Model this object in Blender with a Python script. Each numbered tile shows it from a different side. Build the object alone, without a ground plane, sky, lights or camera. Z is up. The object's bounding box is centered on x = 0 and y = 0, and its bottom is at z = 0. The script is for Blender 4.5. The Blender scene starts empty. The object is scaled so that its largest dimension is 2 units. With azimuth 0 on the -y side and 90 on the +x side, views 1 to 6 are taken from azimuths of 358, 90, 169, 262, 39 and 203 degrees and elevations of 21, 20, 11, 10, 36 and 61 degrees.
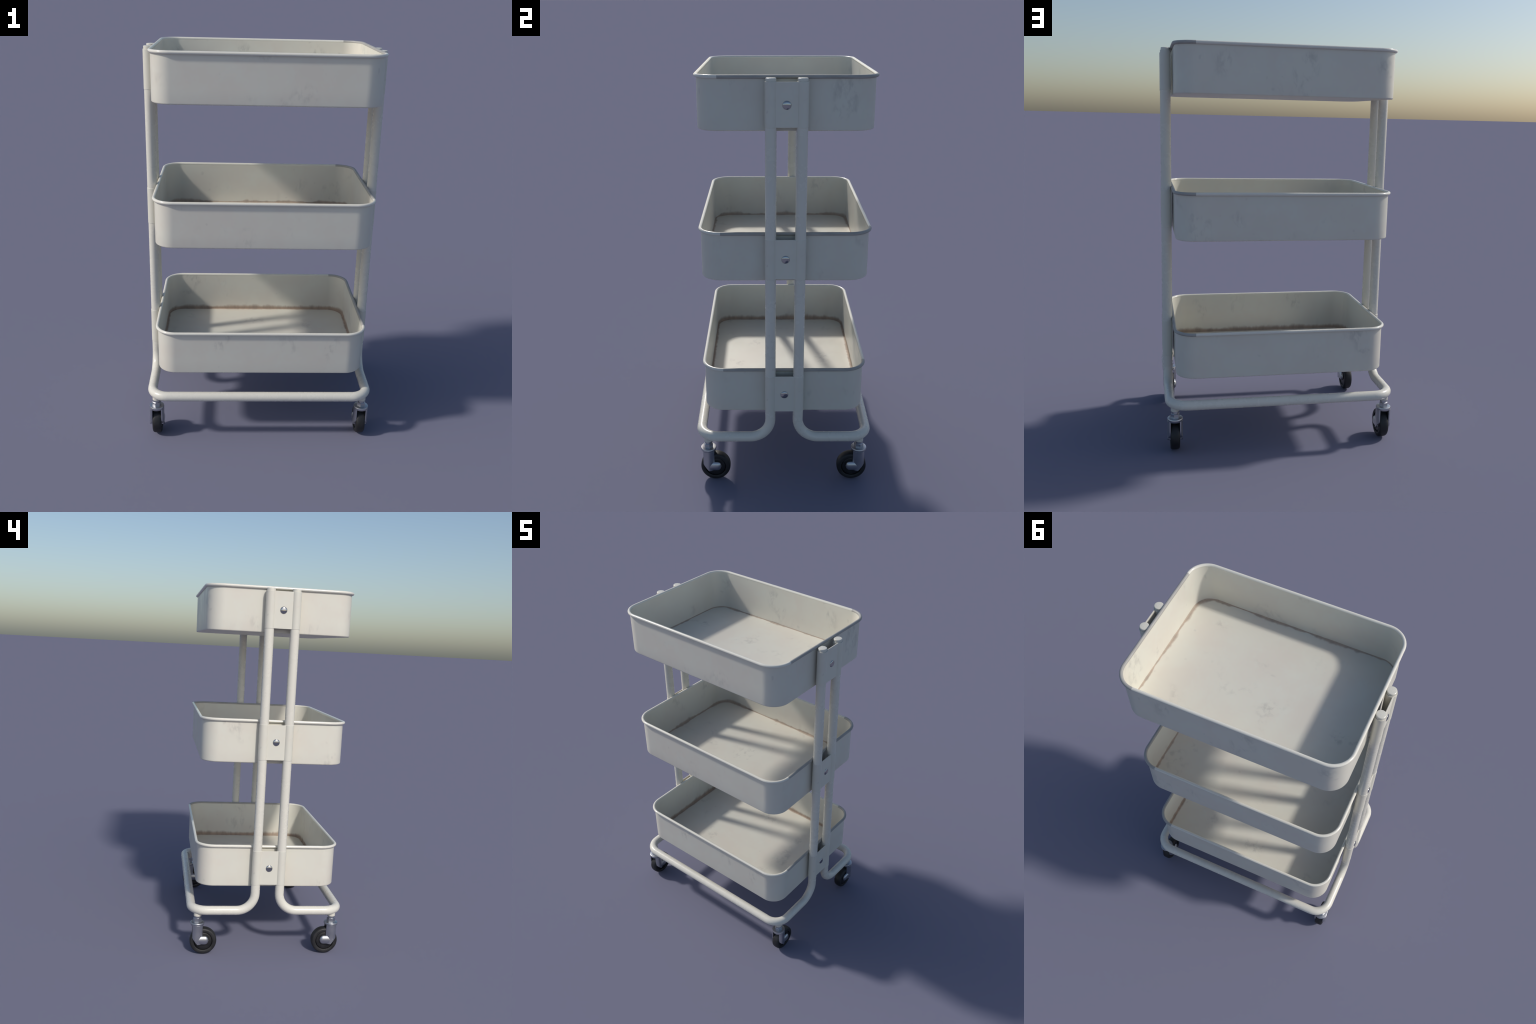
import bpy, math
from mathutils import Vector

# ------------------------------------------------------------------ sizes
TUBE_R = 0.0249            # frame tube radius
POST_X, POST_Y = 0.5686, 0.0671
RAIL_Y, RAIL_Z = 0.4120, 0.2545
CAP_TOP = 1.991
RIM_TOPS = (2.000, 1.3095, 0.619)
PLATE_Z = ((1.785, 1.976), (1.0975, 1.2875), (0.4065, 0.598))
BOLT_Z = (1.880, 1.194, 0.500)
TRAY_HX, TRAY_HY, TRAY_R = 0.535, 0.3895, 0.0945   # outer wall
TRAY_H = 0.2370
WALL = 0.004
CASTER_X, CASTER_Y = 0.545, 0.377
WHEEL_R, WHEEL_TRAIL = 0.0745, 0.0345

# ------------------------------------------------------------------ helpers
def make_mesh(name, verts, faces, mat, angle=35.0):
    me = bpy.data.meshes.new(name)
    me.from_pydata([tuple(v) for v in verts], [], faces)
    me.validate()
    me.shade_smooth()
    me.set_sharp_from_angle(angle=math.radians(angle))
    for m in (mat if isinstance(mat, (list, tuple)) else [mat]):
        me.materials.append(m)
    return me

def add(name, me, parent, loc=(0, 0, 0), rot_z=0.0):
    ob = bpy.data.objects.new(name, me)
    bpy.context.scene.collection.objects.link(ob)
    ob.parent = parent
    ob.location = loc
    ob.rotation_euler = (0, 0, rot_z)
    return ob

def rounded_rect(hx, hy, r, n=14):
    pts = []
    for k, (sx, sy) in enumerate(((1, 1), (-1, 1), (-1, -1), (1, -1))):
        for i in range(n + 1):
            a = math.radians(90 * k + 90 * i / n)
            pts.append((sx * (hx - r) + r * math.cos(a), sy * (hy - r) + r * math.sin(a)))
    return pts

def ring_faces(a, b, n, flip=False):
    out = []
    for i in range(n):
        j = (i + 1) % n
        f = (a + i, a + j, b + j, b + i)
        out.append(f[::-1] if flip else f)
    return out

def lathe(profile, seg=40, axis='Z', close=False, phase=0.0):
    """profile: (radius, height) list; radius 0 ends become caps."""
    verts, faces, rings = [], [], []
    for r, h in profile:
        if r < 1e-6:
            rings.append((len(verts), 1)); verts.append((0, 0, h))
        else:
            rings.append((len(verts), seg))
            for i in range(seg):
                a = 2 * math.pi * i / seg + phase
                verts.append((r * math.cos(a), r * math.sin(a), h))
    pairs = list(zip(rings, rings[1:]))
    if close:
        pairs.append((rings[-1], rings[0]))
    for (a, na), (b, nb) in pairs:
        if na == 1 and nb == 1:
            continue
        if na == 1:
            faces += [(a, b + (i + 1) % seg, b + i) for i in range(seg)]
        elif nb == 1:
            faces += [(a + i, a + (i + 1) % seg, b) for i in range(seg)]
        else:
            faces += ring_faces(a, b, seg)
    if axis == 'X':
        verts = [(z, x, y) for x, y, z in verts]
    return verts, faces

def join(*parts):
    V, F = [], []
    for v, f in parts:
        o = len(V)
        V += v
        F += [tuple(i + o for i in q) for q in f]
    return V, F

def shift(part, d):
    return [(x + d[0], y + d[1], z + d[2]) for x, y, z in part[0]], part[1]

def box(x0, x1, y0, y1, z0, z1, c=0.0012):
    """box with chamfered edges along its outline seen from x"""
    def rect(x, k):
        return [(x, y0 + k, z0 + k), (x, y1 - k, z0 + k), (x, y1 - k, z1 - k), (x, y0 + k, z1 - k)]
    V = rect(x0, c) + rect(x0 + c, 0) + rect(x1 - c, 0) + rect(x1, c)
    F = []
    for k in range(3):
        F += ring_faces(4 * k, 4 * k + 4, 4)
    F += [(3, 2, 1, 0), (12, 13, 14, 15)]
    return V, F

def sweep(path, radius, seg=28, cap=True):
    """tube along a list of points with parallel transported frames"""
    P = [Vector(p) for p in path]
    T = []
    for i in range(len(P)):
        T.append((P[min(i + 1, len(P) - 1)] - P[max(i - 1, 0)]).normalized())
    ref = Vector((1, 0, 0)) if abs(T[0].x) < 0.9 else Vector((0, 1, 0))
    nrm = (ref - T[0] * ref.dot(T[0])).normalized()
    V, F = [], []
    for i, p in enumerate(P):
        nrm = (nrm - T[i] * nrm.dot(T[i])).normalized()
        bi = T[i].cross(nrm)
        for k in range(seg):
            a = 2 * math.pi * k / seg
            V.append(tuple(p + nrm * (radius * math.cos(a)) + bi * (radius * math.sin(a))))
        if i:
            F += ring_faces((i - 1) * seg, i * seg, seg)
    if cap:
        F.append(tuple(range(seg))[::-1])
        F.append(tuple(range((len(P) - 1) * seg, len(P) * seg)))
    return V, F

def bent_path(corners, radii, n=12):
    """polyline through corners with circular fillets"""
    C = [Vector(c) for c in corners]
    out = [C[0]]
    for i in range(1, len(C) - 1):
        a, b = (C[i - 1] - C[i]).normalized(), (C[i + 1] - C[i]).normalized()
        r = radii[i - 1]
        half = a.angle(b) / 2
        t = r / math.tan(half)
        centre = C[i] + (a + b).normalized() * (r / math.sin(half))
        u = (C[i] + a * t - centre)
        w = (C[i] + b * t - centre)
        for k in range(n + 1):
            ang = u.angle(w) * k / n
            s = math.sin(u.angle(w))
            out.append(centre + u * (math.sin(u.angle(w) - ang) / s) + w * (math.sin(ang) / s))
    out.append(C[-1])
    return out

# ------------------------------------------------------------------ materials
class Nodes:
    """small builder around a material's node tree"""
    def __init__(self, name):
        self.mat = bpy.data.materials.new(name)
        self.mat.use_nodes = True
        self.t = self.mat.node_tree
        self.bsdf = self.t.nodes['Principled BSDF']
        tc = self.t.nodes.new('ShaderNodeTexCoord')
        self.obj = tc.outputs['Object']
    def link(self, a, b):
        self.t.links.new(a, b)
    def put(self, sock, v):
        if isinstance(v, bpy.types.NodeSocket):
            self.link(v, sock)
        else:
            sock.default_value = v
    def math(self, op, a, b=None, c=None, clamp=False):
        n = self.t.nodes.new('ShaderNodeMath')
        n.operation, n.use_clamp = op, clamp
        for i, v in enumerate((a, b, c)):
            if v is not None:
                self.put(n.inputs[i], v)
        return n.outputs[0]
    def scaled(self, scale=(1, 1, 1), offset=(0, 0, 0)):
        m = self.t.nodes.new('ShaderNodeMapping')
        self.link(self.obj, m.inputs['Vector'])
        m.inputs['Scale'].default_value = scale
        m.inputs['Location'].default_value = offset
        return m.outputs[0]
    def noise(self, scale, detail=3.0, rough=0.55, vec=None, dist=0.0):
        n = self.t.nodes.new('ShaderNodeTexNoise')
        self.link(vec or self.obj, n.inputs['Vector'])
        n.inputs['Scale'].default_value = scale
        n.inputs['Detail'].default_value = detail
        n.inputs['Roughness'].default_value = rough
        n.inputs['Distortion'].default_value = dist
        return n.outputs['Fac']
    def ramp(self, v, lo, hi, out=(0.0, 1.0)):
        n = self.t.nodes.new('ShaderNodeMapRange')
        n.interpolation_type = 'SMOOTHSTEP'
        self.put(n.inputs['Value'], v)
        for k, x in zip(('From Min', 'From Max', 'To Min', 'To Max'), (lo, hi) + tuple(out)):
            self.put(n.inputs[k], x)
        return n.outputs[0]
    def mix(self, fac, a, b, mode='MIX'):
        n = self.t.nodes.new('ShaderNodeMix')
        n.data_type, n.blend_type = 'RGBA', mode
        self.put(n.inputs['Factor'], fac)
        for sock, v in ((n.inputs[6], a), (n.inputs[7], b)):
            self.put(sock, v if isinstance(v, bpy.types.NodeSocket) else (*v, 1))
        return n.outputs[2]
    def bump(self, height, strength, distance):
        n = self.t.nodes.new('ShaderNodeBump')
        n.inputs['Strength'].default_value = strength
        n.inputs['Distance'].default_value = distance
        self.link(height, n.inputs['Height'])
        self.link(n.outputs[0], self.bsdf.inputs['Normal'])

CREAM = (0.700, 0.680, 0.592)
LIGHT_CREAM = (0.790, 0.768, 0.690)          # lighter cream mixed into tubes and rims

def paint_base(N, seed, smudge=0.5, patch=1.0):
    """cream enamel with faint tint drift, grey smudges and small marks"""
    off = (seed * 3.17, seed * 1.73, seed * 2.39)
    v = N.scaled(offset=off)
    drift = N.ramp(N.noise(5.0, 4, 0.6, v), 0.36, 0.66, (0.5 - 0.5 * patch, 0.5 + 0.5 * patch))
    col = N.mix(drift, CREAM, (0.690, 0.650, 0.566))
    pale = N.ramp(N.noise(11.0, 4, 0.65, N.scaled(offset=(off[1], off[2], off[0]))), 0.52, 0.72)
    col = N.mix(N.math('MULTIPLY', pale, 0.45 * patch), col, (0.700, 0.700, 0.618))
    # clusters of soft grey smudges, slightly drawn out downwards
    where = N.ramp(N.noise(6.0, 1, 0.4, N.scaled(offset=(off[2], off[0], off[1] + 5))), 0.565, 0.74)
    fleck = N.ramp(N.noise(30.0, 4, 0.6, N.scaled(scale=(1, 1, 0.55), offset=off), 0.3), 0.45, 0.70)
    grey = N.math('MULTIPLY', where, fleck)
    # a few lone dots
    dots = N.ramp(N.noise(24.0, 1, 0.3, N.scaled(offset=(off[1] + 9, off[0], off[2]))), 0.745, 0.83)
    grey = N.math('MULTIPLY', N.math('MAXIMUM', grey, N.math('MULTIPLY', dots, 0.5)), smudge)
    return N.mix(grey, col, (0.365, 0.352, 0.325)), grey

def paint(name, seed, rough=0.4, smudge=0.5, patch=1.0, lighten=0.0):
    N = Nodes(name)
    col, grey = paint_base(N, seed, smudge, patch)
    col = N.mix(lighten, col, LIGHT_CREAM)
    N.link(col, N.bsdf.inputs['Base Color'])
    N.put(N.bsdf.inputs['Roughness'], N.ramp(N.noise(16, 4, 0.6), 0.3, 0.7, (rough - 0.05, rough + 0.07)))
    N.bump(N.noise(30, 2, 0.5), 0.015, 0.003)
    return N.mat

def tray_paint(name, seed, wall_rust, floor_rust, strength, stain, spotty, least):
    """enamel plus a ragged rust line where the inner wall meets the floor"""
    N = Nodes(name)
    col, grey = paint_base(N, seed, 0.42)
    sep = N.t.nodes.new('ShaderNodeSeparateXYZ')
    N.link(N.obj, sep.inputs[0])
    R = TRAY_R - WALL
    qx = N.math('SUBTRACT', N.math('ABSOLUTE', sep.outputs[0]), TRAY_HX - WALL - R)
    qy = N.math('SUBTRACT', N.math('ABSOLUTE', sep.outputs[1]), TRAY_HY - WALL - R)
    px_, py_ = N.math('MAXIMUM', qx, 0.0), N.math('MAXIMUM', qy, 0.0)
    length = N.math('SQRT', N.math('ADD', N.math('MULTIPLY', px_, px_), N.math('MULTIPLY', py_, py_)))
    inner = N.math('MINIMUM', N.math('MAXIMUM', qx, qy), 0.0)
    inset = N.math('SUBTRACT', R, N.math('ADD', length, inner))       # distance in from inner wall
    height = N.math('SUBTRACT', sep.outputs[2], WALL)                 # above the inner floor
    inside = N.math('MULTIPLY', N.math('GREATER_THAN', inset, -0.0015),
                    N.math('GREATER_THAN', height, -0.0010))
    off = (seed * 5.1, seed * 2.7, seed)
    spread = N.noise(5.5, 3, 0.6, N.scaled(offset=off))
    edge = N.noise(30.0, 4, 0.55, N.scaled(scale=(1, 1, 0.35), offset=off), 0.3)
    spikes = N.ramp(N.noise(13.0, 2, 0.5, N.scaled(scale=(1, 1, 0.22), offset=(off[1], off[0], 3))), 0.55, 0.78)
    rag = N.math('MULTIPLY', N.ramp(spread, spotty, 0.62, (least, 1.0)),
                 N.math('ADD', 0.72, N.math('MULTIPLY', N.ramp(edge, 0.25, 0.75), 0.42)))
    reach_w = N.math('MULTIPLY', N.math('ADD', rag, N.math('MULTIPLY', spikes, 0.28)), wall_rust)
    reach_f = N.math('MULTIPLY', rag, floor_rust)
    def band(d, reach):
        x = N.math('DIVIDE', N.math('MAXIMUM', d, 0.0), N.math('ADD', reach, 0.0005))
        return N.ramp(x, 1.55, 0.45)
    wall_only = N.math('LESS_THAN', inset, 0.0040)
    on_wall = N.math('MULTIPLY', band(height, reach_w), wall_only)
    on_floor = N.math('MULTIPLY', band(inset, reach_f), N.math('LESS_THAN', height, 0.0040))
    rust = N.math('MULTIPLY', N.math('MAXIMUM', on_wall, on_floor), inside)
    # grey run marks that climb the inner wall from the rust
    run = N.math('MULTIPLY', spikes, N.ramp(N.math('ADD', height, N.math('MULTIPLY', edge, 0.05)), 0.115, 0.03))
    run = N.math('MULTIPLY', N.math('MULTIPLY', run, wall_only), N.math('MULTIPLY', inside, stain))
    col = N.mix(run, col, (0.330, 0.305, 0.270))
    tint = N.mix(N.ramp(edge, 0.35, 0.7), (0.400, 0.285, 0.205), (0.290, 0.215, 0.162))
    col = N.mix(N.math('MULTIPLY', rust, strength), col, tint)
    N.link(col, N.bsdf.inputs['Base Color'])
    r = N.ramp(N.noise(9, 5, 0.65, N.scaled(offset=off)), 0.35, 0.65, (0.34, 0.46))
    N.put(N.bsdf.inputs['Roughness'], N.math('ADD', r, N.math('MULTIPLY', rust, 0.3)))
    N.bump(N.math('ADD', N.noise(28, 4, 0.6, N.scaled(scale=(1, 1, 0.5))), N.math('MULTIPLY', rust, 0.25)), 0.07, 0.004)
    return N.mat

def rim_paint(name, seed):
    """rim enamel; the stretch along one end and its corner is coloured a dull grey"""
    N = Nodes(name)
    col, _ = paint_base(N, seed, 0.25)
    col = N.mix(0.5, col, LIGHT_CREAM)
    sep = N.t.nodes.new('ShaderNodeSeparateXYZ')
    N.link(N.obj, sep.inputs[0])
    grey_end = N.math('MULTIPLY', N.math('GREATER_THAN', sep.outputs[0], 0.4415),
                  N.math('GREATER_THAN', sep.outputs[1], -0.2945))
    streak = N.noise(30, 3, 0.5, N.scaled(scale=(0.3, 0.3, 3)))
    dull = N.mix(N.ramp(streak, 0.35, 0.65), (0.345, 0.330, 0.305), (0.400, 0.388, 0.362))
    N.link(N.mix(grey_end, col, dull), N.bsdf.inputs['Base Color'])
    N.put(N.bsdf.inputs['Roughness'], N.math('ADD', 0.19, N.math('MULTIPLY', grey_end, 0.28)))
    return N.mat

def metal(name, colour, rough, grain=0.0):
    N = Nodes(name)
    v = N.noise(22, 2, 0.5)
    dark = tuple(c * 0.94 for c in colour)
    N.link(N.mix(N.ramp(v, 0.35, 0.65), dark, colour), N.bsdf.inputs['Base Color'])
    N.bsdf.inputs['Metallic'].default_value = 1.0
    N.put(N.bsdf.inputs['Roughness'], N.ramp(v, 0.3, 0.7, (rough, rough + grain)))
    return N.mat

def rubber(name, colour, rough):
    N = Nodes(name)
    v = N.ramp(N.noise(30, 4, 0.6), 0.35, 0.7)
    N.link(N.mix(v, colour, tuple(c * 1.5 for c in colour)), N.bsdf.inputs['Base Color'])
    N.put(N.bsdf.inputs['Roughness'], N.ramp(v, 0, 1, (rough, rough + 0.1)))
    N.bump(N.noise(160, 2, 0.5), 0.05, 0.002)
    return N.mat

M_FRAME = paint('frame_enamel', 1.0, 0.25, 0.08, 0.25, 0.35)
M_BRACKET = paint('bracket_enamel', 2.0, 0.42, 0.55)
M_CAP = paint('end_cap_enamel', 2.6, 0.28, 0.1, 0.3)
M_TRAYS = (tray_paint('tray_enamel_light_rust', 3.0, 0.006, 0.015, 0.74, 0.06, 0.38, 0.22),
           tray_paint('tray_enamel_patchy_rust', 4.0, 0.016, 0.013, 0.74, 0.18, 0.38, 0.28),
           tray_paint('tray_enamel_heavy_rust', 5.0, 0.023, 0.011, 0.88, 0.30, 0.26, 0.66))
M_RIM = rim_paint('rim_enamel', 6.0)
M_ZINC = metal('zinc_plate', (0.57, 0.58, 0.60), 0.34, 0.05)
M_CHROME = metal('polished_steel', (0.52, 0.52, 0.51), 0.14, 0.04)
M_TYRE = rubber('tyre_rubber', (0.014, 0.014, 0.015), 0.48)
M_HUB = rubber('hub_plastic', (0.011, 0.011, 0.012), 0.36)

# ------------------------------------------------------------------ the cart
cart = bpy.data.objects.new('utility_cart', None)
bpy.context.scene.collection.objects.link(cart)
cart['label'] = 'cream metal three tier rolling cart with rust stains'
cart['category'] = 'utility cart'

# ---- frame: two bent tubes, one for the front and one for the back
def frame_tube(sy):
    y0, y1 = sy * POST_Y, sy * RAIL_Y
    path = bent_path([(-POST_X, y0, CAP_TOP - 0.0165), (-POST_X, y0, RAIL_Z), (-POST_X, y1, RAIL_Z),
                      (POST_X, y1, RAIL_Z), (POST_X, y0, RAIL_Z), (POST_X, y0, CAP_TOP - 0.0165)],
                     [0.100, 0.085, 0.085, 0.100])
    return make_mesh('tube_frame', *sweep(path, TUBE_R), M_FRAME)

cap_prof = [(0, 0.0), (0.0226, 0.0), (0.0228, 0.0125), (0.0222, 0.0150), (0.0203, 0.0166), (0.0188, 0.0170),
            (0, 0.0170)]
cap_me = make_mesh('end_cap', *lathe(cap_prof, 32), M_CAP, 30)
for sy in (-1, 1):
    f = add('tube_frame', frame_tube(sy), cart)
    for sx in (-1, 1):
        add('end_cap', cap_me, f, (sx * POST_X, sy * POST_Y, CAP_TOP - 0.0170))

# ---- trays: pressed basin and a rolled rim
def basin_mesh(mat):
    rim_dip = TRAY_H - 0.006
    fo, fi = 0.007, 0.0035                       # outer and inner floor fillets
    prof = [(WALL, rim_dip), (0.0, rim_dip), (0.0, 0.15), (0.0, 0.07)]
    prof += [(fo - fo * math.cos(a), fo - fo * math.sin(a)) for a in [math.radians(15 * k) for k in range(7)]]
    prof += [(0.05, 0.0)]
    outer = len(prof)
    inner = [(0.05, WALL)]
    inner += [(WALL + fi - fi * math.cos(a), WALL + fi - fi * math.sin(a)) for a in [math.radians(90 - 22.5 * k) for k in range(5)]]
    inner += [(WALL, 0.07), (WALL, 0.15)]
    V, F = [], []
    rings = prof + inner
    n = 0
    for t, z in rings:
        pts = rounded_rect(TRAY_HX - t, TRAY_HY - t, TRAY_R - t)
        n = len(pts)
        V += [(x, y, z) for x, y in pts]
    for k in range(len(rings) - 1):
        if k == outer - 1:
            continue
        F += ring_faces(k * n, (k + 1) * n, n, True)
    F += ring_faces((len(rings) - 1) * n, 0, n, True)
    b = (outer - 1) * n
    F.append(tuple(range(b, b + n))[::-1])
    b = outer * n
    F.append(tuple(range(b, b + n)))
    return make_mesh('tray', V, F, mat, 40)

def rim_mesh():
    r, out = 0.0082, 0.0035
    V, F, seg = [], [], 16
    for k in range(seg):
        a = 2 * math.pi * k / seg
        g = out + r * math.cos(a)
        pts = rounded_rect(TRAY_HX + g, TRAY_HY + g, TRAY_R + g)
        n = len(pts)
        V += [(x, y, TRAY_H - r + r * math.sin(a)) for x, y in pts]
    for k in range(seg):
        F += ring_faces(k * n, ((k + 1) % seg) * n, n)
    return make_mesh('rim', V, F, M_RIM, 60)

rim_me = rim_mesh()
for top, mat in zip(RIM_TOPS, M_TRAYS):
    t = add('tray', basin_mesh(mat), cart, (0, 0, top - TRAY_H))
    add('rim', rim_me, t)

# ---- brackets that clamp each tray between a pair of posts
def bracket_mesh(h):
    R, r = 0.0260, TUBE_R - 0.0004
    c = 0.0012
    ring = [(r, 0.0), (R - c, 0.0), (R, c), (R, h - c), (R - c, h), (r, h)]
    sleeve = lathe(ring, 36, close=True)
    outer = box(0.0105, 0.0165, -POST_Y + 0.0175, POST_Y - 0.0175, 0.0008, h - 0.0008)
    V, F = join(shift(sleeve, (0, -POST_Y, 0)), shift(sleeve, (0, POST_Y, 0)), outer)
    return make_mesh('bracket', V, F, M_BRACKET, 30)

dome = [(0.0192 * math.cos(math.radians(a)), 0.0070 * math.sin(math.radians(a))) for a in range(0, 90, 10)] + [(0, 0.0070)]
bolt_prof = [(0, -0.030), (0.006, -0.030), (0.006, -0.001), (0.0192, -0.001)] + dome
bolt_me = make_mesh('bolt', *lathe(bolt_prof, 36, 'X'), M_CHROME, 50)
for (z0, z1), zb in zip(PLATE_Z, BOLT_Z):
    me = bracket_mesh(z1 - z0)
    for sx in (1, -1):
        b = add('bracket', me, cart, (sx * POST_X, 0, z0), 0 if sx > 0 else math.pi)
        add('bolt', bolt_me, b, (0.0160, 0, zb - z0))

# ---- casters (origin on the ground under the swivel axis; the wheel trails to +y)
flange = [(0, 0.160), (0.0300, 0.160), (0.0345, 0.1630), (0.0375, 0.1685), (0.0388, 0.1735), (0.0388, 0.1775),
          (0.0372, 0.1808), (0.0340, 0.1820), (0, 0.1820)]
swivel_me = make_mesh('caster', *lathe(flange, 40), M_ZINC, 30)

hexnut = [(0, 0.1810), (0.0232, 0.1810), (0.0232, 0.2020), (0.0205, 0.2040), (0, 0.2040)]
neck = [(0, 0.2030), (0.0165, 0.2030), (0.0165, 0.2110), (0.0208, 0.2125), (0.0208, 0.2165), (0.016, 0.2175), (0, 0.2175)]
nut_me = make_mesh('swivel_nut', *join(lathe(hexnut, 6, phase=math.radians(15)), lathe(neck, 28)), M_ZINC, 30)
collar = [(0, 0.2165), (0.0200, 0.2165), (0.0214, 0.2180), (0.0214, 0.2520), (0, 0.2520)]
collar_me = make_mesh('collar', *lathe(collar, 28), M_CAP, 30)

def fork_mesh():
    R, back = 0.0375, 0.0272
    parts = []
    for s in (1, -1):
        # upright cheek: a slice of a round bar, chamfered at its lower heel
        V, F = [], []
        rows = [0.168, 0.14, 0.115, 0.097, 0.090, 0.080, 0.072, 0.065, 0.060]
        n = 13
        for z in rows:
            d0 = -0.0258 if z > 0.095 else -0.0258 + (0.095 - z) / 0.033 * 0.026
            d1 = 0.0292
            ring = []
            for i in range(n):
                d = d0 + (d1 - d0) * i / (n - 1)
                w = min(max(R * R - d * d, 0.0), 1.0) ** 0.5 + 0.0012
                ring.append((max(w, back - 0.002), d))
            ring += [(back - 0.004, d1), (back - 0.004, d0)]
            V += [(s * x, d, z) for x, d in ring]
        m = n + 2
        for k in range(len(rows) - 1):
            F += ring_faces(k * m, (k + 1) * m, m, s > 0)
        F += [tuple(range(m)) if s > 0 else tuple(range(m))[::-1]]
        e = (len(rows) - 1) * m
        F += [tuple(range(e, e + m))[::-1] if s > 0 else tuple(range(e, e + m))]
        parts.append((V, F))
        # foot: a rounded arm that reaches out to the axle
        V, F = [], []
        nl, nr = 14, 16
        length, rz, zc = 0.0755, 0.0250, 0.0822
        for i in range(nl + 1):
            u = i / nl
            d = -0.0100 + length * (1 - (1 - u) ** 1.6)
            e = max((d - 0.040) / 0.024, 0.0)
            k = max(1 - e ** 2.6, 0.0) ** 0.5
            heel = min(1.0, 0.72 + 0.28 * max(d + 0.01, 0) / 0.02)
            for j in range(nr + 1):
                a = math.pi * j / nr - math.pi / 2
                x = back - 0.004 + (0.0150 * max(k, 0.25) * math.cos(a) ** 0.85 if abs(j - nr / 2) < nr / 2 else 0.0)
                V.append((s * x, d, zc + (1 - heel) * 0.012 + rz * heel * max(k, 0.02) * math.sin(a)))
        for i in range(nl):
            for j in range(nr):
                q = (i * (nr + 1) + j, i * (nr + 1) + j + 1, (i + 1) * (nr + 1) + j + 1, (i + 1) * (nr + 1) + j)
                F.append(q if s < 0 else q[::-1])
        F.append(tuple(range(nr + 1))[::-1] if s < 0 else tuple(range(nr + 1)))
        parts.append((V, F))
    return make_mesh('fork', *join(*parts), M_ZINC, 42)

fork_me = fork_mesh()

tyre_half = [(0.0745, 0.0), (0.0743, 0.0090), (0.0732, 0.0155), (0.0708, 0.0200), (0.0675, 0.0228), (0.0655, 0.0235),
             (0.0540, 0.0235), (0.0515, 0.0222), (0.0502, 0.0180)]
tyre_prof = [(q, -w) for q, w in tyre_half[:0:-1]] + tyre_half
tyre_me = make_mesh('tyre', *lathe(tyre_prof, 56, 'X', close=True), M_TYRE, 40)
hub_prof = [(0, -0.0215), (0.0160, -0.0215), (0.0200, -0.0200), (0.0300, -0.0195), (0.0430, -0.0205), (0.0475, -0.0185),
            (0.0490, -0.0150), (0.0508, -0.0140), (0.0508, 0.0140), (0.0490, 0.0150), (0.0475, 0.0185),
            (0.0430, 0.0205), (0.0300, 0.0195), (0.0200, 0.0200), (0.0160, 0.0215), (0, 0.0215)]
hub_me = make_mesh('hub', *lathe(hub_prof, 48, 'X'), M_HUB, 40)

for sx in (-1, 1):
    for sy in (-1, 1):
        c = add('caster', swivel_me, cart, (sx * CASTER_X, sy * CASTER_Y, 0), 0 if sy < 0 else math.pi)
        add('swivel_nut', nut_me, c)
        add('collar', collar_me, c)
        add('fork', fork_me, c)
        add('tyre', tyre_me, c, (0, WHEEL_TRAIL, WHEEL_R))
        add('hub', hub_me, c, (0, WHEEL_TRAIL, WHEEL_R))
